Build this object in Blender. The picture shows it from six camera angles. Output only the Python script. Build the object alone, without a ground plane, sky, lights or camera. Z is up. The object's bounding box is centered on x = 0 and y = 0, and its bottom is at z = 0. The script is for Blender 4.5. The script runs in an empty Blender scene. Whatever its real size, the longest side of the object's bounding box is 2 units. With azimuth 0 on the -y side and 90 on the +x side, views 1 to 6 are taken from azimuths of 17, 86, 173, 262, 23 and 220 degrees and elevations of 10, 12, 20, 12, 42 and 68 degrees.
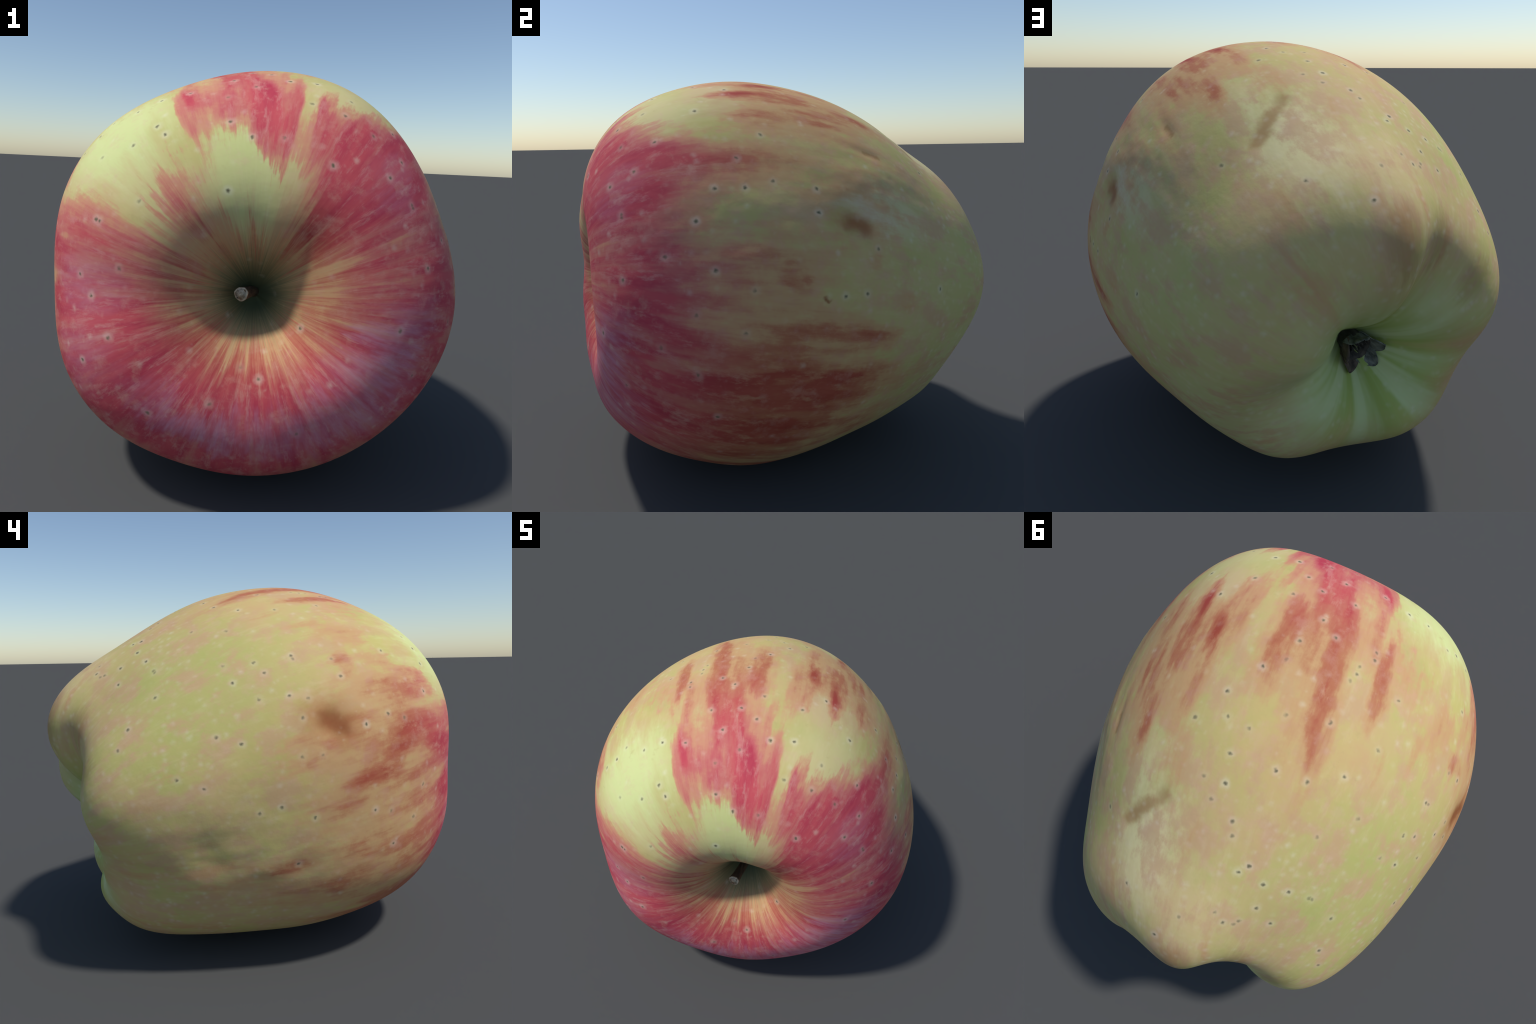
"""A ripe, slightly lopsided apple lying on its side.

The fruit is lofted along its core axis: every row of CROSS_SECTIONS is one cone-shaped
slice seen from the core centre, given as the distance to the skin on evenly spaced meridians.
The stem cavity and the calyx cavity are carved out of that loft by smooth funnels.
All parts share the core frame: local +Z is the stem end, -Z the calyx end.
"""
import bpy, math
import numpy as np
from mathutils import Matrix, Vector, noise

# ---------------------------------------------------------------- core frame
CORE_CENTRE = Vector((-0.0344, -0.038, 0.7388))
STEM_DIR = Vector((0.2918, -0.9396, 0.1791)).normalized()
_x = Vector((0, 0, 1)).cross(STEM_DIR).normalized()
_y = STEM_DIR.cross(_x)
CORE = Matrix((_x, _y, STEM_DIR)).transposed().to_4x4()
CORE.translation = CORE_CENTRE

# angle from the stem (degrees), distance from core centre to skin on 16 meridians (metres)
CROSS_SECTIONS = [
    (0, 1.094),
    (8, [1.058, 1.071, 1.077, 1.102, 1.103, 1.085, 1.076, 1.078, 1.062, 1.059, 1.043, 1.039, 1.032, 1.015, 1.011, 1.046]),
    (16, [1.029, 1.052, 1.064, 1.088, 1.079, 1.071, 1.062, 1.051, 1.028, 1.009, 0.989, 0.975, 0.964, 0.968, 0.954, 0.989]),
    (28, [1.016, 1.042, 1.077, 1.094, 1.078, 1.068, 1.07, 1.059, 1.012, 1.004, 0.983, 0.969, 0.95, 0.957, 0.967, 0.989]),
    (40, [1.017, 1.032, 1.075, 1.108, 1.087, 1.077, 1.084, 1.063, 1.009, 1.012, 0.992, 0.963, 0.958, 0.951, 0.965, 0.992]),
    (54, [0.982, 0.982, 1.028, 1.073, 1.059, 1.046, 1.059, 1.029, 0.975, 0.983, 0.967, 0.921, 0.909, 0.914, 0.929, 0.96]),
    (68, [0.93, 0.937, 0.965, 1.018, 1.024, 1.007, 1.012, 0.983, 0.931, 0.944, 0.906, 0.838, 0.836, 0.861, 0.886, 0.907]),
    (82, [0.885, 0.896, 0.924, 0.971, 0.99, 0.973, 0.97, 0.944, 0.894, 0.897, 0.849, 0.785, 0.771, 0.82, 0.846, 0.86]),
    (96, [0.865, 0.881, 0.907, 0.951, 0.97, 0.951, 0.939, 0.91, 0.862, 0.858, 0.817, 0.764, 0.741, 0.766, 0.811, 0.831]),
    (110, [0.868, 0.892, 0.911, 0.948, 0.96, 0.938, 0.926, 0.897, 0.846, 0.834, 0.807, 0.761, 0.751, 0.763, 0.798, 0.821]),
    (124, [0.899, 0.94, 0.953, 0.974, 0.986, 0.95, 0.942, 0.924, 0.864, 0.849, 0.838, 0.795, 0.799, 0.792, 0.826, 0.845]),
    (136, [0.948, 1.015, 1.03, 1.043, 1.046, 0.976, 0.982, 0.974, 0.912, 0.89, 0.895, 0.865, 0.851, 0.847, 0.88, 0.902]),
    (148, [0.992, 1.059, 1.054, 1.065, 1.082, 0.996, 1.02, 1.028, 0.965, 0.946, 0.973, 0.948, 0.912, 0.92, 0.962, 0.948]),
    (156, [0.951, 1.038, 1.024, 1.028, 1.044, 0.959, 1.011, 1.035, 0.992, 0.984, 1.004, 0.998, 0.958, 0.964, 0.988, 0.954]),
    (164, [0.936, 0.977, 0.931, 0.958, 0.994, 0.952, 1.003, 1.009, 1.014, 1.032, 1.033, 1.056, 1.001, 1.006, 1.013, 0.985]),
    (172, [0.974, 0.968, 0.952, 0.969, 0.988, 0.985, 1.007, 1.014, 1.021, 1.052, 1.055, 1.073, 1.021, 1.023, 1.031, 1.014]),
    (180, 1.022),
]

WRINKLES = [(124, 180, 26, 13, 0.009, 24.0), (92, 190, 24, 10, 0.004, 22.0), (70, 27, 20, 10, 0.006, 18.0), (98, 42, 22, 10, 0.006, 17.0)]


def natural_spline(xk, yk, x):
    """natural cubic spline through rows yk at xk"""
    n, h = len(xk), np.diff(xk)
    a = np.eye(n)
    b = np.zeros((n,) + yk.shape[1:])
    for i in range(1, n - 1):
        a[i, i - 1], a[i, i], a[i, i + 1] = h[i - 1], 2 * (h[i - 1] + h[i]), h[i]
        b[i] = 6 * ((yk[i + 1] - yk[i]) / h[i] - (yk[i] - yk[i - 1]) / h[i - 1])
    m = np.linalg.solve(a, b)
    j = np.clip(np.searchsorted(xk, x) - 1, 0, n - 2)
    hh = h[j]
    p = (xk[j + 1] - x) / hh
    q = 1 - p
    s = (slice(None),) + (None,) * (yk.ndim - 1)
    return p[s] * yk[j] + q[s] * yk[j + 1] + ((p**3 - p) * hh**2 / 6)[s] * m[j] + ((q**3 - q) * hh**2 / 6)[s] * m[j + 1]


def closed_spline(rows, n_out):
    """periodic cubic spline round each row"""
    n = rows.shape[1]
    a, b = np.zeros((n, n)), np.zeros((n, n))
    for i in range(n):
        a[i, i], a[i, i - 1], a[i, (i + 1) % n] = 4, 1, 1
        b[i, i], b[i, i - 1], b[i, (i + 1) % n] = -12, 6, 6
    m = rows @ np.linalg.solve(a, b).T
    x = np.arange(n_out) * n / n_out
    j = x.astype(int)
    k, q = (j + 1) % n, x - j
    p = 1 - q
    return p * rows[:, j] + q * rows[:, k] + (p**3 - p) / 6 * m[:, j] + (q**3 - q) / 6 * m[:, k]


def cavities(theta, phi):
    """depth taken away by the stem funnel and by the calyx basin"""
    a = theta
    b = 180 - theta
    stem = 0.42 * np.exp(-(a / 13.0) ** 2) + 0.13 * np.exp(-(a / 24.0) ** 2)
    calyx = 0.26 * np.exp(-(b / 12.0) ** 2) + 0.12 * np.exp(-(b / 20.0) ** 2)
    return stem + calyx


def build_mesh(name, verts, faces, mats, smooth=True):
    me = bpy.data.meshes.new(name)
    me.from_pydata([tuple(v) for v in verts], [], faces)
    for m in mats:
        me.materials.append(m)
    if smooth:
        me.polygons.foreach_set("use_smooth", [True] * len(me.polygons))
    me.update()
    return me


def add_part(name, me, parent):
    ob = bpy.data.objects.new(name, me)
    bpy.context.scene.collection.objects.link(ob)
    ob.parent = parent
    return ob


def closed_grid(n_rings, n_around, first=None, last=None):
    """quads of a stack of rings, optional pole vertices"""
    faces = []
    for i in range(n_rings - 1):
        for j in range(n_around):
            k = (j + 1) % n_around
            faces.append((i * n_around + j, (i + 1) * n_around + j, (i + 1) * n_around + k, i * n_around + k))
    if first is not None:
        faces += [(first, j, (j + 1) % n_around) for j in range(n_around)]
    if last is not None:
        o = (n_rings - 1) * n_around
        faces += [(last, o + (j + 1) % n_around, o + j) for j in range(n_around)]
    return faces


# ---------------------------------------------------------------- skin surface
# small dents and lumps: angle from stem, meridian, half-sizes in degrees, depth (m, negative = lump)
DENTS = [
    (88, 154, 4.0, 4.0, 0.011),      # bruise dimple on the left flank
    (97, 51, 4.5, 1.3, 0.004),       # short slit
    (111, 75, 2.6, 2.6, 0.003), (113, 72.5, 2.6, 2.6, 0.003), (115, 70, 2.6, 2.6, 0.003), (117, 67.5, 2.6, 2.6, 0.003), (118.5, 65, 2.6, 2.6, 0.003),  # scar groove
    (88, 29.5, 5.0, 3.4, 0.010),     # oval bruise on the right flank
    (128, 181, 5.0, 5.5, 0.009), (122, 172, 5.5, 5.5, -0.005), (113, 189, 6.0, 4.5, -0.006), (104, 190, 6.0, 4.0, 0.005),
    (156, 102, 9.0, 3.2, 0.030), (155, 85, 9.0, 4.5, -0.012),   # fold and lip between lobes of the calyx end
    (66, 24, 5.0, 3.5, 0.003), (72, 26, 5.0, 2.5, -0.003), (103, 45, 7.0, 2.5, -0.003),
]

N_RINGS, N_AROUND = 360, 440


def skin_radius():
    tk = np.array([c[0] for c in CROSS_SECTIONS], float)
    rows = np.array([c[1] if isinstance(c[1], list) else [c[1]] * 16 for c in CROSS_SECTIONS], float)
    theta = (np.arange(N_RINGS) + 0.5) * 180 / N_RINGS
    phi = np.arange(N_AROUND) * 360 / N_AROUND
    base = natural_spline(tk, closed_spline(rows, N_AROUND), theta)
    T, P = np.meshgrid(theta, phi, indexing="ij")
    r = base - cavities(T, P)
    for t0, p0, dt, dp, depth in DENTS:
        turn = (P - p0 + 180) % 360 - 180
        r -= depth * np.exp(-((T - t0) / dt) ** 2 - (turn * math.sin(math.radians(t0)) / dp) ** 2)
    # crumpled bands: angle, meridian, half-sizes, height, grain
    for t0, p0, dt, dp, height, grain in WRINKLES:
        turn = ((P - p0 + 180) % 360 - 180) * math.sin(math.radians(t0))
        w = np.exp(-((T - t0) / dt) ** 2 - (turn / dp) ** 2)
        for i, j in zip(*np.where(w > 0.05)):
            v = Vector((T[i, j] / grain, turn[i, j] / (0.55 * grain), t0 * 0.37))
            r[i, j] += height * w[i, j] * noise.fractal(v, 1.0, 2.1, 3)
    return T, P, r


def skin_mesh(mat):
    T, P, r = skin_radius()
    t, p = np.radians(T), np.radians(P)
    v = np.stack([r * np.sin(t) * np.cos(p), r * np.sin(t) * np.sin(p), r * np.cos(t)], -1).reshape(-1, 3)
    n = len(v)
    v = np.vstack([v, [[0, 0, r[0].mean()]], [[0, 0, -r[-1].mean()]]])
    return build_mesh("skin", v, closed_grid(N_RINGS, N_AROUND, n, n + 1), [mat])


# ---------------------------------------------------------------- stem
def tube(path, radii, n_around, squash=None):
    """rings of a tapering round bar along a list of points"""
    pts = [Vector(p) for p in path]
    rings = []
    for i, c in enumerate(pts):
        d = (pts[min(i + 1, len(pts) - 1)] - pts[max(i - 1, 0)]).normalized()
        a = d.orthogonal().normalized() if i == 0 else (a - d * a.dot(d)).normalized()
        b = d.cross(a)
        for j in range(n_around):
            w = math.tau * j / n_around
            k = radii[i] * (1 + (squash(i, w) if squash else 0))
            rings.append(c + a * (k * math.cos(w)) + b * (k * math.sin(w)))
    return rings


STEM_FOOT, STEM_TIP = Vector((0.004, 0.0, 0.44)), Vector((-0.046, 0.0065, 0.753))


def stem_axis(t):
    bow = Vector((0.012, 0.006, 0.0)) * math.sin(math.pi * t)
    return STEM_FOOT.lerp(STEM_TIP, t) + bow


def stem_mesh(mat):
    n, m = 28, 28
    path = [stem_axis(i / (n - 1)) for i in range(n)]
    rad = [0.021 + 0.010 * math.exp(-i / 4) + 0.006 * max(0, (i - n + 7) / 6) ** 2 for i in range(n)]
    rad[-1] *= 0.93
    v = tube(path, rad, m, lambda i, w: 0.05 * math.sin(3 * w + i * 0.3) + 0.03 * math.sin(7 * w + i * 0.9))
    return build_mesh("stem", v + [path[0]], closed_grid(n, m, len(v)), [mat])


def stem_cut_mesh(mat):
    """pale, slightly hollow cut face at the end of the stem"""
    d = (stem_axis(1) - stem_axis(0.95)).normalized()
    centre, m = stem_axis(1), 28
    path = [centre - d * 0.004, centre + d * 0.003, centre + d * 0.0045, centre + d * 0.002]
    v = tube(path, [0.0258, 0.0252, 0.020, 0.009], m, lambda i, w: 0.05 * math.sin(3 * w + 8.1) + 0.03 * math.sin(7 * w + 24.3))
    v += [centre - d * 0.004, centre + d * 0.001]
    return build_mesh("stem_cut", v, closed_grid(4, m, len(v) - 2, len(v) - 1), [mat])


# ---------------------------------------------------------------- calyx (dried flower remains)
CALYX_Z = -0.66


def cup_mesh(mat):
    """dark hollow tube the dried sepals stand on"""
    m = 40
    prof = [(0.046, 0.07), (0.050, 0.02), (0.056, -0.02), (0.060, -0.05), (0.054, -0.058), (0.044, -0.045), (0.034, -0.01), (0.02, 0.01)]
    v = []
    for r, z in prof:
        for j in range(m):
            w = math.tau * j / m
            k = r * (1 + 0.07 * math.sin(5 * w) + 0.04 * math.sin(13 * w + z * 60))
            v.append(Vector((k * math.cos(w), k * math.sin(w), CALYX_Z + z)))
    v += [Vector((0, 0, CALYX_Z + 0.02)), Vector((0, 0, CALYX_Z + 0.015))]
    f = closed_grid(len(prof), m, len(v) - 2, len(v) - 1)
    return build_mesh("calyx_cup", v, f, [mat])


def sepal_mesh(mat, length, width, curl, twist):
    """withered leaf-like lobe: a curled, channelled, tapering blade with thickness"""
    n, m, thick = 22, 10, 0.006
    top, low = [], []
    for i in range(n):
        t = i / (n - 1)
        ang = curl * t ** 1.6
        out = 0.052 + length * (0.15 * t + 0.55 * (1 - math.cos(ang)) / max(curl, 0.2))
        rise = length * math.sin(ang) / max(curl, 0.2) if curl > 0.2 else length * t
        half = width * (0.55 + 0.65 * math.sin(math.pi * min(1, 0.25 + 0.6 * t))) * (1 - t ** 3) ** 0.6 + 0.002
        for j in range(m):
            s = 2 * j / (m - 1) - 1
            cup = 0.016 * (s * s) * (1 - 0.4 * t) + 0.002 * math.sin(9 * t + 5 * s)
            side = half * s
            side, lift = side * math.cos(twist * t) , side * math.sin(twist * t)
            nrm = Vector((-math.cos(ang), 0, -math.sin(ang) * 0.6))
            c = Vector((out, side, CALYX_Z - 0.03 - rise - lift)) + nrm * cup
            top.append(c)
            low.append(c - nrm * thick * (1 - 0.5 * t))
    v = top + low
    o, f = len(top), []
    for i in range(n - 1):
        for j in range(m - 1):
            a, b, c, d = i * m + j, (i + 1) * m + j, (i + 1) * m + j + 1, i * m + j + 1
            f += [(a, b, c, d), (o + d, o + c, o + b, o + a)]
    rim = [i * m for i in range(n)] + [(n - 1) * m + j for j in range(1, m)] + [i * m + m - 1 for i in range(n - 2, -1, -1)] + [j for j in range(m - 2, 0, -1)]
    for a, b in zip(rim, rim[1:] + rim[:1]):
        f.append((b, a, o + a, o + b))
    return build_mesh("sepal", v, f, [mat])


def stamen_mesh(mat):
    """a tuft of dried stamens in the cup"""
    rng = np.random.default_rng(5)
    v, f = [], []
    for k in range(16):
        w, r = rng.uniform(0, math.tau), rng.uniform(0.004, 0.026)
        foot = Vector((r * math.cos(w), r * math.sin(w), CALYX_Z + 0.02))
        lean = Vector((math.cos(w), math.sin(w), 0)) * rng.uniform(-0.01, 0.02)
        tip = foot + lean + Vector((0, 0, -rng.uniform(0.05, 0.085)))
        path = [foot.lerp(tip, t) + lean * math.sin(t * 3) * 0.3 for t in np.linspace(0, 1, 6)]
        o = len(v)
        v += tube(path, [0.0028, 0.0026, 0.0024, 0.0024, 0.0040, 0.0030], 7) + [path[0], path[-1]]
        f += [tuple(o + q for q in face) for face in closed_grid(6, 7, 42, 43)]
    return build_mesh("stamen_tuft", v, f, [mat])


# ---------------------------------------------------------------- materials
SEPAL_TURNS = [150, 222, 294, 6, 78]


class Nodes:
    """small helper to write node graphs as expressions"""

    def __init__(self, name):
        self.mat = bpy.data.materials.new(name)
        self.mat.use_nodes = True
        self.tree = self.mat.node_tree
        self.bsdf = self.tree.nodes["Principled BSDF"]
        self.coord = self.tree.nodes.new("ShaderNodeTexCoord").outputs["Object"]

    def put(self, socket, value):
        if isinstance(value, bpy.types.NodeSocket):
            self.tree.links.new(value, socket)
        elif hasattr(value, "__len__") and len(value) == 3 and socket.type == "RGBA":
            socket.default_value = (*value, 1)
        else:
            socket.default_value = value

    def node(self, kind, out=0, **inputs):
        n = self.tree.nodes.new("ShaderNode" + kind)
        for k, v in inputs.items():
            if k.startswith("i_"):
                self.put(n.inputs[int(k[2:])], v)
            elif k[0].isupper():
                self.put(n.inputs[k.replace("_", " ")], v)
            else:
                setattr(n, k, v)
        return n.outputs[out]

    def math(self, op, a, b=0.0, c=0.0, clamp=False):
        n = self.tree.nodes.new("ShaderNodeMath")
        n.operation, n.use_clamp = op, clamp
        for s, v in zip(n.inputs, (a, b, c)):
            self.put(s, v)
        return n.outputs[0]

    def vec(self, op, a, b=None, s=None, out=0):
        n = self.tree.nodes.new("ShaderNodeVectorMath")
        n.operation = op
        self.put(n.inputs[0], a)
        if b is not None:
            self.put(n.inputs[1], b)
        if s is not None:
            self.put(n.inputs["Scale"], s)
        return n.outputs[out]

    def vec3(self, op, a, b, c):
        n = self.tree.nodes.new("ShaderNodeVectorMath")
        n.operation = op
        for s, v in zip(n.inputs, (a, b, c)):
            self.put(s, v)
        return n.outputs[0]

    def wobble(self, v, scale, detail, rough):
        """noise vector centred on zero"""
        n = self.noise(v, scale, detail, rough, out=1)
        sep = self.tree.nodes.new("ShaderNodeSeparateColor")
        self.put(sep.inputs[0], n)
        com = self.tree.nodes.new("ShaderNodeCombineXYZ")
        for i in range(3):
            self.put(com.inputs[i], self.math("SUBTRACT", sep.outputs[i], 0.5))
        return com.outputs[0]

    def remap(self, x, a, b, lo=0.0, hi=1.0, smooth=True):
        n = self.tree.nodes.new("ShaderNodeMapRange")
        n.interpolation_type = "SMOOTHSTEP" if smooth else "LINEAR"
        for s, v in zip(n.inputs, (x, a, b, lo, hi)):
            self.put(s, v)
        return n.outputs[0]

    def mix(self, f, a, b):
        n = self.tree.nodes.new("ShaderNodeMix")
        n.data_type = "RGBA"
        self.put(n.inputs[0], f)
        self.put(n.inputs[6], a)
        self.put(n.inputs[7], b)
        return n.outputs[2]

    def noise(self, v, scale, detail=3.0, rough=0.55, out=0):
        return self.node("TexNoise", out, Vector=v, Scale=scale, Detail=detail, Roughness=rough)

    def ramp(self, x, stops):
        n = self.tree.nodes.new("ShaderNodeValToRGB")
        e = n.color_ramp.elements
        while len(e) < len(stops):
            e.new(0.5)
        for el, (p, c) in zip(e, stops):
            el.position, el.color = p, (*c, 1)
        self.put(n.inputs[0], x)
        return n.outputs[0]


# Each mark: angle from stem, meridian, half-length along the meridian, half-width across (degrees), strength
# blush added to or taken from the red covering
BLUSH = [
    (47, 132, 13, 19, -1.25), (38, 122, 7, 8, -0.3), (28, 140, 9, 20, -0.34), (25, 95, 8.5, 20, -0.85), (20, 76, 5, 14, -0.5),
    (31, 121, 5, 7, 0.12), (120, 71, 12, 9, -0.25), (88, 157, 7, 6, 0.15), (85, 132, 32, 24, -0.16), (49, 67, 10, 13, -0.62), (60, 62, 9, 9, -0.35), (41, 78, 7, 6, -0.3),
    (45, 98, 13, 12, -0.14), (27, 265, 8, 50, 0.22), (31, 56, 11, 15, 0.45), (23, 40, 6, 22, 0.15), (46, 3, 12, 16, 0.2), (40, 335, 14, 25, 0.3),
    (78, 346, 24, 17, 0.28), (72, 330, 22, 20, 0.22), (95, 340, 20, 22, 0.2), (70, 31, 17, 9, -0.22), (54, 24, 7, 9, -0.12),
    (60, 150, 12, 9, 0.12), (72, 168, 20, 14, 0.06), (50, 185, 16, 25, 0.18), (80, 215, 22, 22, 0.15), (70, 270, 25, 35, 0.2),
    (36, 205, 14, 40, 0.22), (32, 260, 12, 40, 0.25), (122, 125, 24, 30, -0.25), (130, 10, 28, 35, -0.25), (58, 33, 14, 9, -0.06),
]
STREAKS = [
    (52, 94.5, 9, 2.4, 0.5), (56, 99, 9, 2.2, 0.55), (43, 112.5, 9, 3, 0.5), (32, 87, 6, 5, 0.35), (40, 90, 7, 4, 0.25), (45, 107, 6, 3, 0.25), (72, 102, 13, 2.6, 0.62), (89, 104, 9, 2.6, 0.38), (50, 110, 9, 2.2, 0.4), (62, 111, 6, 3.2, 0.3),
    (76, 113, 11, 2.2, 0.5), (73, 90, 11, 2.8, 0.42), (65, 89, 5, 2.2, 0.35), (70, 66, 12, 3.0, 0.42), (80, 75, 11, 2.2, 0.36),
    (69, 75, 8, 2.4, 0.3), (91, 65, 12, 2.2, 0.25), (35, 88, 8, 4.5, 0.5), (38, 80.5, 12, 1.8, 0.5), (52, 84, 9, 1.6, 0.3),
    (78, 68, 5, 3.6, 0.12), (98, 65, 4, 2.4, 0.15), (118, 86, 5, 2.0, 0.35), (80, 141, 2.2, 3.2, 0.45), (59, 149, 6, 4, 0.35),
    (70, 151, 9, 4, 0.25), (64, 160, 8, 3.5, 0.35), (54, 166, 5, 4, 0.4), (103, 162, 9, 2.2, 0.33), (79, 170, 9, 2.4, 0.4),
    (72, 166, 6, 2, 0.35), (48, 184, 7, 4, 0.35), (106, 190, 6, 2.5, 0.35), (52, 205, 8, 4, 0.35), (127, 154, 6, 2.6, 0.25),
    (94, 176, 10, 2.4, 0.3), (84, 188, 10, 2.6, 0.35), (72, 348, 14, 6, 0.35), (88, 350, 8, 4, 0.35), (68, 335, 14, 6, 0.3),
    (73, 15, 3.6, 3.4, 0.3), (95, 21, 2.6, 2.6, 0.35), (85, 5, 12, 3.5, 0.35), (85, 25, 3, 2, 0.15),
    (62, 21, 9, 1.8, 0.35), (46, 47, 9, 3.5, 0.45), (41, 37, 8, 4.5, 0.35), (64, 67, 9, 2.0, 0.4), (55, 44, 8, 2.2, 0.3),
    (76, 58, 12, 1.8, 0.22), (84, 62, 10, 1.6, 0.2), (105, 12, 4, 3, 0.2), (100, 2, 6, 3, 0.25), (45, 72, 8, 1.6, 0.3),
    (122, 107, 5, 1.8, 0.25), (110, 104, 7, 1.4, 0.22), (96, 119, 9, 1.4, 0.28), (88, 126, 9, 1.4, 0.25), (126, 122, 6, 1.6, 0.25),
    (100, 140, 8, 1.6, 0.2), (90, 118, 8, 1.6, 0.22), (140, 98, 6, 2.4, 0.3), (146, 84, 6, 4, 0.3), (145, 112, 6, 3, 0.3),
    (60, 225, 16, 2.5, 0.35), (75, 240, 14, 2.5, 0.3), (82, 258, 15, 2.8, 0.3), (90, 280, 15, 3, 0.3), (70, 295, 16, 3, 0.35), (85, 310, 14, 3, 0.35),
]
# tinted patches: position, half-sizes, strength, colour
LIME, CREAM, GREEN, PINK = (0.64, 0.70, 0.31), (0.66, 0.61, 0.30), (0.43, 0.47, 0.14), (0.64, 0.42, 0.24)  # LIME is yellow skin brightened by the highlight baked on that patch
TINTS = [
    (46, 133, 12, 17, 0.9, LIME), (25, 95, 9, 20, 0.75, (0.61, 0.66, 0.28)), (47, 66, 11, 11, 0.55, CREAM), (29, 134, 7, 14, 0.4, CREAM),
    (116, 134, 20, 16, 0.5, GREEN), (108, 116, 10, 12, 0.2, GREEN), (124, 112, 12, 12, 0.3, GREEN), (130, 8, 26, 24, 0.6, (0.53, 0.51, 0.21)),
    (122, 72, 12, 10, 0.7, (0.80, 0.72, 0.40)), (133, 88, 10, 12, 0.45, (0.68, 0.52, 0.28)), (104, 68, 12, 8, 0.35, CREAM),  # (122, 72) paints a whitish highlight onto the flank
    (92, 100, 16, 14, 0.35, (0.62, 0.43, 0.17)), (66, 70, 8, 8, 0.4, (0.68, 0.50, 0.32)), (92, 147, 4, 4, 0.5, (0.72, 0.52, 0.32)),
    (140, 60, 14, 16, 0.35, (0.62, 0.48, 0.22)), (100, 35, 12, 7, 0.6, (0.63, 0.57, 0.33)), (143, 335, 16, 30, 0.55, (0.60, 0.60, 0.28)),
    (62, 38, 12, 8, 0.35, (0.58, 0.50, 0.19)), (70, 137, 14, 12, 0.4, (0.56, 0.50, 0.16)), (88, 165, 20, 20, 0.3, (0.55, 0.36, 0.12)),
]
# bluish sky reflection painted over the red, plus pale streaks beyond 60 degrees
SKY_SHEEN = [(33, 250, 5, 26, 0.65), (34, 297, 7, 18, 0.5), (33, 345, 6, 14, 0.55), (36, 178, 8, 10, 0.35), (42, 203, 8, 10, 0.35),
         (36, 40, 6, 10, 0.25), (30, 330, 6, 12, 0.4), (93.5, 33.5, 7, 2.0, 0.5), (83, 33, 4, 1.5, 0.3), (39, 320, 7, 14, 0.45), (155, 5, 5, 6, 0.3)]
SCARS = [  # brown rubbed and bruised spots
    (148, 86, 6, 7, 0.5), (147, 108, 5, 6, 0.35),
    (151, 134, 5, 6, 0.35), 
]
# short rubbed dashes and bruises: from, to (angle, meridian), half-width in metres, strength, colour
WARM, RUSSET, DUSK = (0.36, 0.19, 0.075), (0.40, 0.18, 0.06), (0.24, 0.066, 0.024)
DASHES = [((110.5, 76), (118.5, 64.5), 0.028, 0.6, WARM), ((114, 71), (118.5, 64.8), 0.024, 0.4, WARM),
          ((91, 151.5), (86, 155.5), 0.085, 0.6, RUSSET), ((89, 153.2), (86.5, 155.6), 0.045, 0.75, DUSK),
          ((84.5, 30.5), (90.5, 29.2), 0.050, 0.40, RUSSET), ((87.5, 30), (91, 29), 0.036, 0.55, DUSK),
          ((95, 51.2), (99.5, 51), 0.010, 0.6, WARM), ((80.5, 11.4), (82, 10.6), 0.009, 0.85, DUSK)]
# pores that stand out: angle from stem, meridian
PORES = [
    (50, 118), (50, 125), (54, 132), (53, 137), (54, 143), (40, 122), (39, 131), (37, 121), (43, 140), (22, 106), (29, 142), (34, 156), (49, 76),
    (46, 66), (58, 76), (40, 76), (48, 83), (60, 87), (53, 88), (45, 92), (50, 98), (42, 100), (35, 100), (31, 93), (31, 82), (29, 62), (40, 56),
    (47, 52), (56, 93), (67, 100), (68, 110), (56, 102), (48, 110), (73, 107), (64, 70), (56, 60), (38, 33), (36, 44), (15, 328), (18, 262),
    (20, 276), (26, 250), (66, 110), (71, 107), (75, 106), (85, 105), (94, 112), (86, 117), (101, 119), (71, 93), (76, 92), (79, 88), (64, 96),
    (86, 83), (91, 85), (93, 78), (98, 88), (104, 89), (98, 98), (98, 105), (92, 90), (87, 96), (119, 100), (121, 98), (122, 112), (122, 118),
    (107, 130), (74, 118), (122, 105), (128, 106), (131, 112), (125, 128), (134, 133), (114, 94), (111, 93), (108, 87), (104, 84), (133, 99),
    (132, 103), (131, 96), (133, 102), (134, 87), (140, 80), (118, 55), (91, 135), (108, 112), (91, 136), (82, 139), (82, 144), (100, 133),
    (99, 137), (107, 136), (125, 128), (122, 119), (95, 151), (96, 145), (92, 147), (73, 156), (80, 157), (68, 158), (111, 152), (103, 143),
    (116, 148), (98, 160), (93, 161), (128, 155), (123, 160), (112, 171), (106, 171), (98, 176), (81, 179), (76, 181), (63, 178), (68, 186),
    (58, 152), (76, 191), (104, 189), (138, 138), (67, 139), (62, 44), (69, 38), (79, 37), (68, 51), (42, 45), (38, 32), (38, 12), (47, 19),
    (57, 16), (65, 12), (64, 2), (48, 355), (54, 5), (86, 12), (92, 13), (79, 31), (53, 28), (57, 36), (63, 36), (95, 24), (118, 16), (62, 338),
    (56, 350), (132, 68), (35, 156), (38, 175), (32, 198), (35, 182), (41, 203), (35, 230), (33, 290), (32, 350), (41, 336), (40, 66), (28, 170),
]


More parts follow.
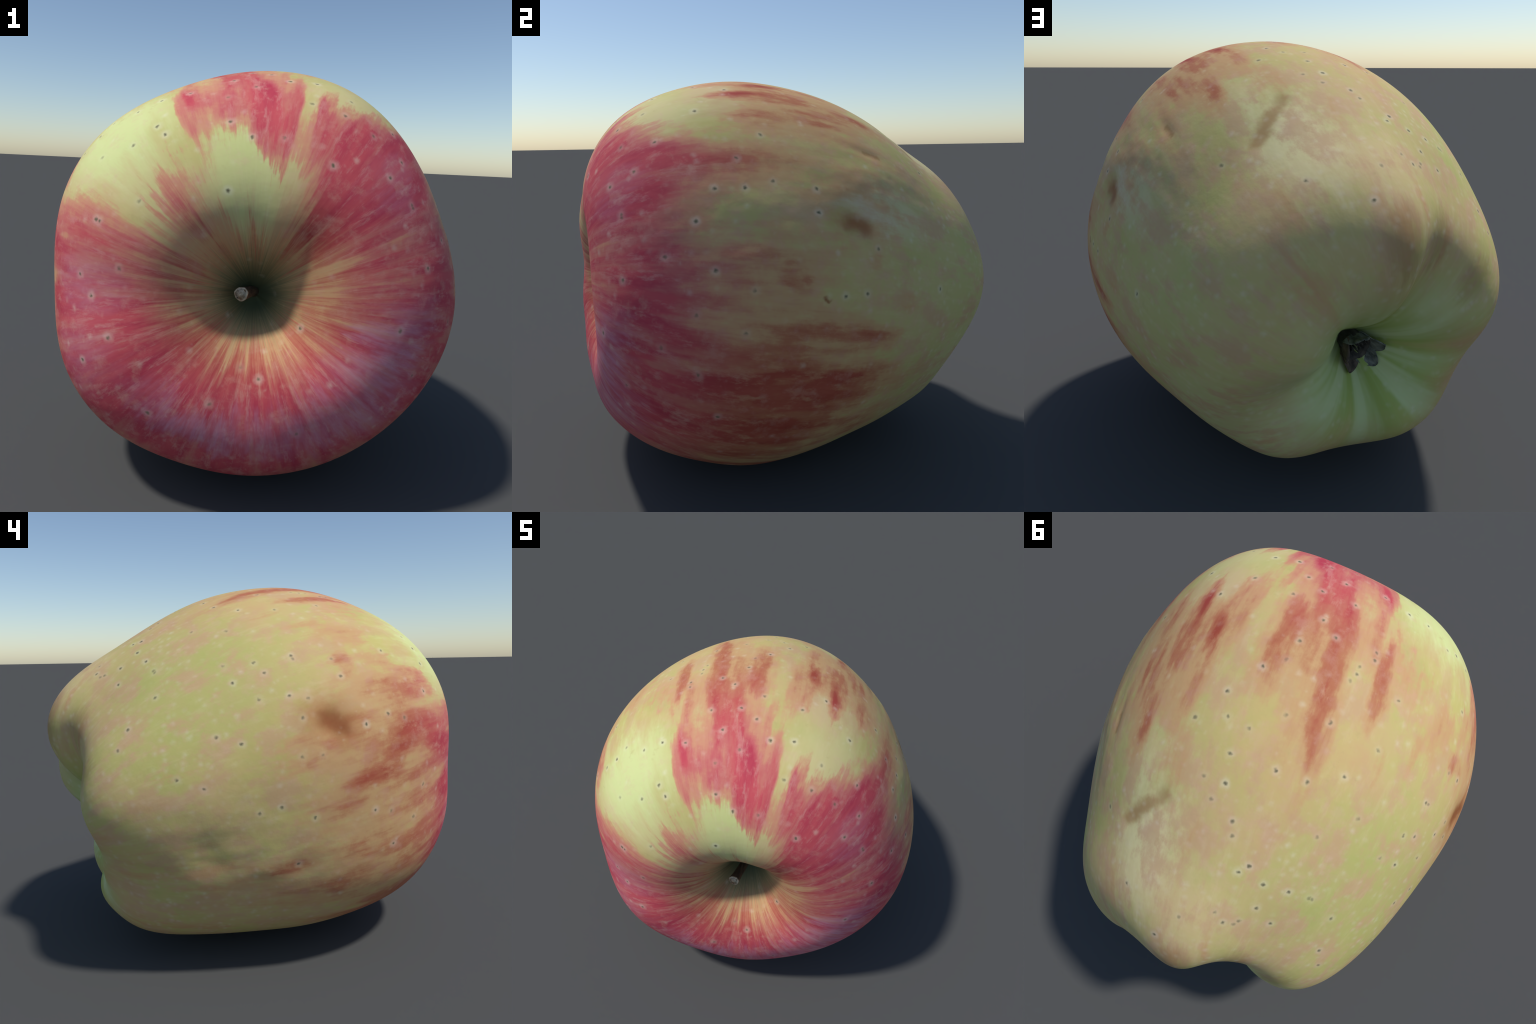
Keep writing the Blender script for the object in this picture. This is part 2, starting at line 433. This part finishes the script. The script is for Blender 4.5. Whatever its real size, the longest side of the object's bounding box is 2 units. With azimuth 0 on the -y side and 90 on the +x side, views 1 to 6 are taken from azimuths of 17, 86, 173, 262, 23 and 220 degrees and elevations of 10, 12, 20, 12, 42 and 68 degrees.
def skin_point(theta, phi):
    """object-space point on the skin at an angle from the stem and a meridian (degrees)"""
    T, P, r = SKIN
    i = min(N_RINGS - 1, int(theta * N_RINGS / 180))
    j = int(round((phi % 360) * N_AROUND / 360)) % N_AROUND
    t, p = math.radians(theta), math.radians(phi)
    return Vector((math.sin(t) * math.cos(p), math.sin(t) * math.sin(p), math.cos(t))) * float(r[i, j])


SKIN = skin_radius()


def skin_material():
    g = Nodes("apple_skin")
    p = g.coord
    u = g.vec("NORMALIZE", p)
    xyz = g.tree.nodes.new("ShaderNodeSeparateXYZ")
    g.put(xyz.inputs[0], u)
    theta = g.math("MULTIPLY", g.math("ARCCOSINE", xyz.outputs[2]), 180 / math.pi)   # degrees from the stem
    phi = g.math("ARCTAN2", xyz.outputs[1], xyz.outputs[0])
    # meridian space: a cylinder round the core, so that marks run from stem to calyx
    cyl = g.tree.nodes.new("ShaderNodeCombineXYZ")
    g.put(cyl.inputs[0], g.math("COSINE", phi))
    g.put(cyl.inputs[1], g.math("SINE", phi))
    g.put(cyl.inputs[2], g.math("MULTIPLY", theta, math.pi / 180))
    q0 = cyl.outputs[0]

    def stretched(across, along, shift=0.0):
        return g.vec3("MULTIPLY_ADD", q0, (across, across, along), (shift, shift * 0.7, shift * 0.3))

    # ragged edges: wobble the meridian coordinates before the marks are drawn
    wob1 = g.wobble(stretched(5, 3.2, 3.1), 1.0, 4.0, 0.65)
    wob2 = g.wobble(stretched(17, 6.0, 1.3), 1.0, 3.0, 0.65)
    wob = g.vec("ADD", g.vec("MULTIPLY", wob1, (0.18, 0.18, 0.34)), g.vec("MULTIPLY", wob2, (0.08, 0.08, 0.30)))
    q = g.vec("ADD", q0, wob)
    fine = g.vec("ADD", g.vec("MULTIPLY", wob1, (0.07, 0.07, 0.14)), g.vec("MULTIPLY", wob2, (0.045, 0.045, 0.15)))
    qf = g.vec("ADD", q0, fine)

    def mark(t, f, dt, df, space, soft=0.8):
        t, f, sx, sz = math.radians(t), math.radians(f), 180 / math.pi / df, 180 / math.pi / dt
        m = g.vec3("MULTIPLY_ADD", space, (sx, sx, sz), (-math.cos(f) * sx, -math.sin(f) * sx, -t * sz))
        return g.remap(g.vec("LENGTH", m, out=1), 1 + soft, 1 - soft)

    # ---- how red (the marks are summed in one run before anything else is mixed in)
    marks = None
    for t, f, dt, df, s in BLUSH:
        m = mark(t, f, dt, df, q, 0.95)
        marks = g.math("MULTIPLY", m, s) if marks is None else g.math("MULTIPLY_ADD", m, s, marks)
    for t, f, dt, df, s in STREAKS:
        marks = g.math("MULTIPLY_ADD", mark(t, f, dt, df, qf, 0.55), s * (0.9 if t < 58 else 0.78), marks)

    streak = g.noise(stretched(11, 3.0), 1.0, 4.0, 0.55)
    broad = g.noise(stretched(4.5, 1.6, 7.0), 1.0, 3.0, 0.5)
    mottle = g.noise(p, 14.0, 5.0, 0.65)
    hair = g.noise(stretched(44, 5.0, 2.0), 1.0, 3.0, 0.6)
    red = g.node("ValToRGB", Fac=g.math("DIVIDE", theta, 180.0))
    e = red.node.color_ramp.elements
    fall = [(0, 0.30), (9, 0.40), (14, 0.50), (18, 0.56), (24, 0.68), (42, 0.72), (56, 0.48), (75, 0.34), (95, 0.22), (115, 0.13), (150, 0.13), (170, 0.0)]
    while len(e) < len(fall):
        e.new(0.5)
    for el, (a, v) in zip(e, fall):
        el.position, el.color = a / 180, (v, v, v, 1)
    grey = g.tree.nodes.new("ShaderNodeSeparateColor")
    g.put(grey.inputs[0], red)
    red = g.math("MULTIPLY_ADD", marks, g.remap(streak, 0.3, 0.7, 0.7, 1.2), grey.outputs[0])
    red = g.math("MULTIPLY_ADD", g.math("SUBTRACT", streak, 0.5), g.remap(theta, 30, 62, 1.3, 0.8), red)
    red = g.math("MULTIPLY_ADD", g.math("SUBTRACT", broad, 0.5), 0.9, red)
    red = g.math("MULTIPLY_ADD", g.math("SUBTRACT", mottle, 0.5), 0.55, red)
    hair_amount = g.remap(theta, 55, 20, 0.2, 0.5)
    red = g.math("MULTIPLY_ADD", g.math("SUBTRACT", hair, 0.5), hair_amount, red)
    # ---- ground colour
    gn = g.noise(p, 4.2, 4.0, 0.6)
    ground = g.ramp(gn, [(0.30, (0.49, 0.455, 0.155)), (0.45, (0.55, 0.46, 0.178)), (0.57, (0.575, 0.44, 0.192)), (0.70, (0.59, 0.39, 0.195))])
    ground = g.mix(g.remap(theta, 30, 19, 0, 0.8), ground, (0.55, 0.34, 0.19))
    for t, f, dt, df, s, c in TINTS:
        ground = g.mix(g.math("MULTIPLY", mark(t, f, dt, df, q, 0.6), s), ground, c)
    peach = g.noise(stretched(8.0, 6.0, 11.0), 1.0, 5.0, 0.62)
    patchy = g.math("MULTIPLY", g.remap(peach, 0.46, 0.62, 0, 0.75), g.remap(theta, 45, 75))
    patchy = g.math("MULTIPLY", patchy, g.remap(theta, 165, 150))
    ground = g.mix(patchy, ground, (0.575, 0.36, 0.205))
    grain = g.noise(stretched(26, 9.0, 5.0), 1.0, 4.0, 0.6)
    ground = g.mix(g.remap(grain, 0.48, 0.75, 0, 0.16), ground, (0.74, 0.66, 0.38))
    ground = g.mix(g.remap(mottle, 0.40, 0.22, 0, 0.30), ground, (0.42, 0.34, 0.13))

    # ---- red covering: tan, orange, brick on the flanks, crimson towards the stem
    stemward = g.remap(theta, 74, 44)
    stemward = g.math("MULTIPLY", stemward, g.remap(theta, 15, 27, 0.25, 1.0))
    tone = g.remap(g.noise(stretched(9, 3.0, 9.0), 1.0, 4.0, 0.6), 0.32, 0.68)
    deep = g.mix(tone, g.mix(stemward, (0.36, 0.068, 0.043), (0.47, 0.052, 0.085)), g.mix(stemward, (0.44, 0.11, 0.068), (0.58, 0.095, 0.110)))
    mid = g.mix(stemward, (0.47, 0.18, 0.092), g.mix(tone, (0.55, 0.12, 0.13), (0.57, 0.19, 0.15)))
    light = g.mix(stemward, (0.575, 0.35, 0.165), (0.60, 0.28, 0.17))
    col = g.mix(g.remap(red, 0.10, 0.38), ground, light)
    col = g.mix(g.remap(red, 0.34, 0.66), col, mid)
    col = g.mix(g.remap(red, 0.58, 1.0), col, deep)
    fleck = g.noise(stretched(20, 9.0, 6.0), 1.0, 4.0, 0.7)
    flecks = g.math("MULTIPLY", g.remap(fleck, 0.50, 0.70, 0, 0.55), g.remap(red, 0.3, 0.7))
    col = g.mix(flecks, col, g.mix(stemward, (0.56, 0.30, 0.16), (0.62, 0.27, 0.24)))
    col = g.mix(g.remap(mottle, 0.50, 0.72, 0, 0.28), col, (0.66, 0.42, 0.30))

    # ---- painted sky sheen, stem cavity, calyx basin
    for t, f, dt, df, s in SKY_SHEEN:
        veil = g.math("MULTIPLY", mark(t, f, dt, df, q, 0.7), g.remap(grain, 0.25, 0.75, 0.3 * s, s))
        col = g.mix(veil, col, (0.56, 0.30, 0.40) if t < 60 else (0.66, 0.60, 0.44))
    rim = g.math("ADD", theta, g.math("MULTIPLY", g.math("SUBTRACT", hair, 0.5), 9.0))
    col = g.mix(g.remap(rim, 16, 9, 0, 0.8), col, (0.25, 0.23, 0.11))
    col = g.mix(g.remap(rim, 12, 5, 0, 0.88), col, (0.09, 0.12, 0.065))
    rays = g.noise(stretched(2.3, 1.6, 4.0), 1.0, 3.0, 0.5)
    rim2 = g.math("ADD", theta, g.math("MULTIPLY", g.math("SUBTRACT", rays, 0.5), 26.0))
    col = g.mix(g.remap(rim2, 150, 170, 0, 0.85), col, g.mix(g.remap(rays, 0.36, 0.62), (0.34, 0.47, 0.11), (0.56, 0.66, 0.32)))

    # ---- scars
    for t, f, dt, df, s in SCARS:
        col = g.mix(g.math("MULTIPLY", mark(t, f, dt, df, qf, 0.5), s), col, (0.25, 0.068, 0.022) if t < 95 else (0.32, 0.19, 0.075))

    wd = g.vec("ADD", p, g.vec("SCALE", g.wobble(p, 17.0, 3.0, 0.55), s=0.05))
    for a, b, half, s, tone_c in DASHES:
        a, b = skin_point(*a), skin_point(*b)
        ab = b - a
        along = g.vec("DOT_PRODUCT", g.vec("SUBTRACT", wd, tuple(a)), tuple(ab / ab.length_squared), out=1)
        along = g.math("MINIMUM", g.math("MAXIMUM", along, 0.0), 1.0)
        foot = g.vec("ADD", g.vec("SCALE", tuple(ab), s=along), tuple(a))
        d = g.vec("DISTANCE", wd, foot, out=1)
        col = g.mix(g.remap(d, half * 1.7, half * 0.1, 0, s), col, tone_c)

    # ---- pores: dark core in a pale ring
    near = None
    wp = g.vec("ADD", p, g.vec("SCALE", g.wobble(p, 60.0, 1.0, 0.5), s=0.012))
    for t, f in PORES:
        d = g.vec("DISTANCE", wp, tuple(skin_point(t, f)), out=1)
        near = d if near is None else g.math("MINIMUM", near, d)
    vor = g.tree.nodes.new("ShaderNodeTexVoronoi")
    g.put(vor.inputs["Vector"], wp)
    vor.inputs["Scale"].default_value = 13.5
    cell = g.math("DIVIDE", vor.outputs["Distance"], 13.5)
    vor2 = g.tree.nodes.new("ShaderNodeTexVoronoi")
    g.put(vor2.inputs["Vector"], wp)
    vor2.inputs["Scale"].default_value = 24.0
    cell2 = g.math("ADD", g.math("DIVIDE", vor2.outputs["Distance"], 24.0), g.remap(theta, 85, 125, 0.018, 0.0105))
    some = g.math("MINIMUM", g.math("ADD", cell, 0.009), cell2)
    vary = g.noise(p, 9.0, 1.0, 0.5)
    halo = g.remap(g.math("MINIMUM", near, some), 0.029, 0.004)
    halo = g.math("MULTIPLY", halo, g.remap(vary, 0.35, 0.7, 0.25, 0.85))
    col = g.mix(halo, col, g.mix(g.math("MULTIPLY_ADD", stemward, 0.02, 0.37), col, (0.82, 0.78, 0.62)))
    core = g.remap(g.math("MINIMUM", near, g.math("ADD", some, 0.0015)), 0.0110, 0.001)
    core = g.math("MULTIPLY", core, g.remap(vary, 0.30, 0.6, 0.45, 0.95))
    col = g.mix(core, col, (0.13, 0.12, 0.07))

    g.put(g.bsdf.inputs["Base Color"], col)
    g.bsdf.inputs["Roughness"].default_value = 0.7
    g.bsdf.inputs["Specular IOR Level"].default_value = 0.1
    bump_h = g.noise(p, 22.0, 3.0, 0.5)
    g.put(g.bsdf.inputs["Normal"], g.node("Bump", Strength=0.12, Distance=0.01, Height=bump_h))
    return g.mat


def stem_material():
    g = Nodes("stem_bark")
    streaks = g.noise(g.node("Mapping", Vector=g.coord, Scale=(60, 60, 9)), 1.0, 4.0, 0.6)
    g.put(g.bsdf.inputs["Base Color"], g.ramp(streaks, [(0.3, (0.045, 0.026, 0.014)), (0.55, (0.11, 0.060, 0.030)), (0.75, (0.20, 0.13, 0.06))]))
    g.bsdf.inputs["Roughness"].default_value = 0.8
    g.put(g.bsdf.inputs["Normal"], g.node("Bump", Strength=0.5, Distance=0.01, Height=streaks))
    return g.mat


def cut_material():
    g = Nodes("stem_cut_face")
    n = g.noise(g.coord, 70.0, 3.0, 0.6)
    g.put(g.bsdf.inputs["Base Color"], g.ramp(n, [(0.3, (0.36, 0.27, 0.17)), (0.65, (0.62, 0.52, 0.37))]))
    g.bsdf.inputs["Roughness"].default_value = 0.9
    g.put(g.bsdf.inputs["Normal"], g.node("Bump", Strength=0.4, Distance=0.01, Height=n))
    return g.mat


def dry_material(name, dark, pale):
    g = Nodes(name)
    n = g.noise(g.node("Mapping", Vector=g.coord, Scale=(40, 40, 14)), 1.0, 5.0, 0.6)
    g.put(g.bsdf.inputs["Base Color"], g.ramp(n, [(0.35, dark), (0.7, pale)]))
    g.bsdf.inputs["Roughness"].default_value = 0.85
    g.put(g.bsdf.inputs["Normal"], g.node("Bump", Strength=0.5, Distance=0.01, Height=n))
    return g.mat


# ---------------------------------------------------------------- assembly
def build():
    apple = bpy.data.objects.new("apple", None)
    bpy.context.scene.collection.objects.link(apple)
    apple["label"] = "red and yellow streaked apple lying on its side"
    apple["category"] = "apple"

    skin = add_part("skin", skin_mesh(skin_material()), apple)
    skin.matrix_local = CORE

    stem = add_part("stem", stem_mesh(stem_material()), apple)
    stem.matrix_local = CORE
    add_part("stem_cut", stem_cut_mesh(cut_material()), stem)

    dry, grey = dry_material("dried_calyx", (0.030, 0.027, 0.022), (0.12, 0.10, 0.075)), dry_material("dried_sepal", (0.07, 0.075, 0.06), (0.30, 0.31, 0.26))
    brown = dry_material("brown_sepal", (0.05, 0.035, 0.025), (0.20, 0.14, 0.10))
    calyx = add_part("calyx", cup_mesh(dry), apple)
    calyx.matrix_local = CORE
    shapes = [(0.105, 0.042, 0.95, 0.25, grey), (0.095, 0.038, 1.25, -0.3, grey), (0.085, 0.042, 1.5, 0.4, brown),
              (0.095, 0.040, 0.7, -0.2, brown), (0.100, 0.042, 1.1, 0.15, grey)]
    for (length, width, curl, twist, mat), turn in zip(shapes, SEPAL_TURNS):
        s = add_part("sepal", sepal_mesh(mat, length, width, curl, twist), calyx)
        s.rotation_euler = (0, 0, math.radians(turn))
    tuft = add_part("stamen_tuft", stamen_mesh(dry), calyx)
    tuft["kind"] = "stuff"


build()
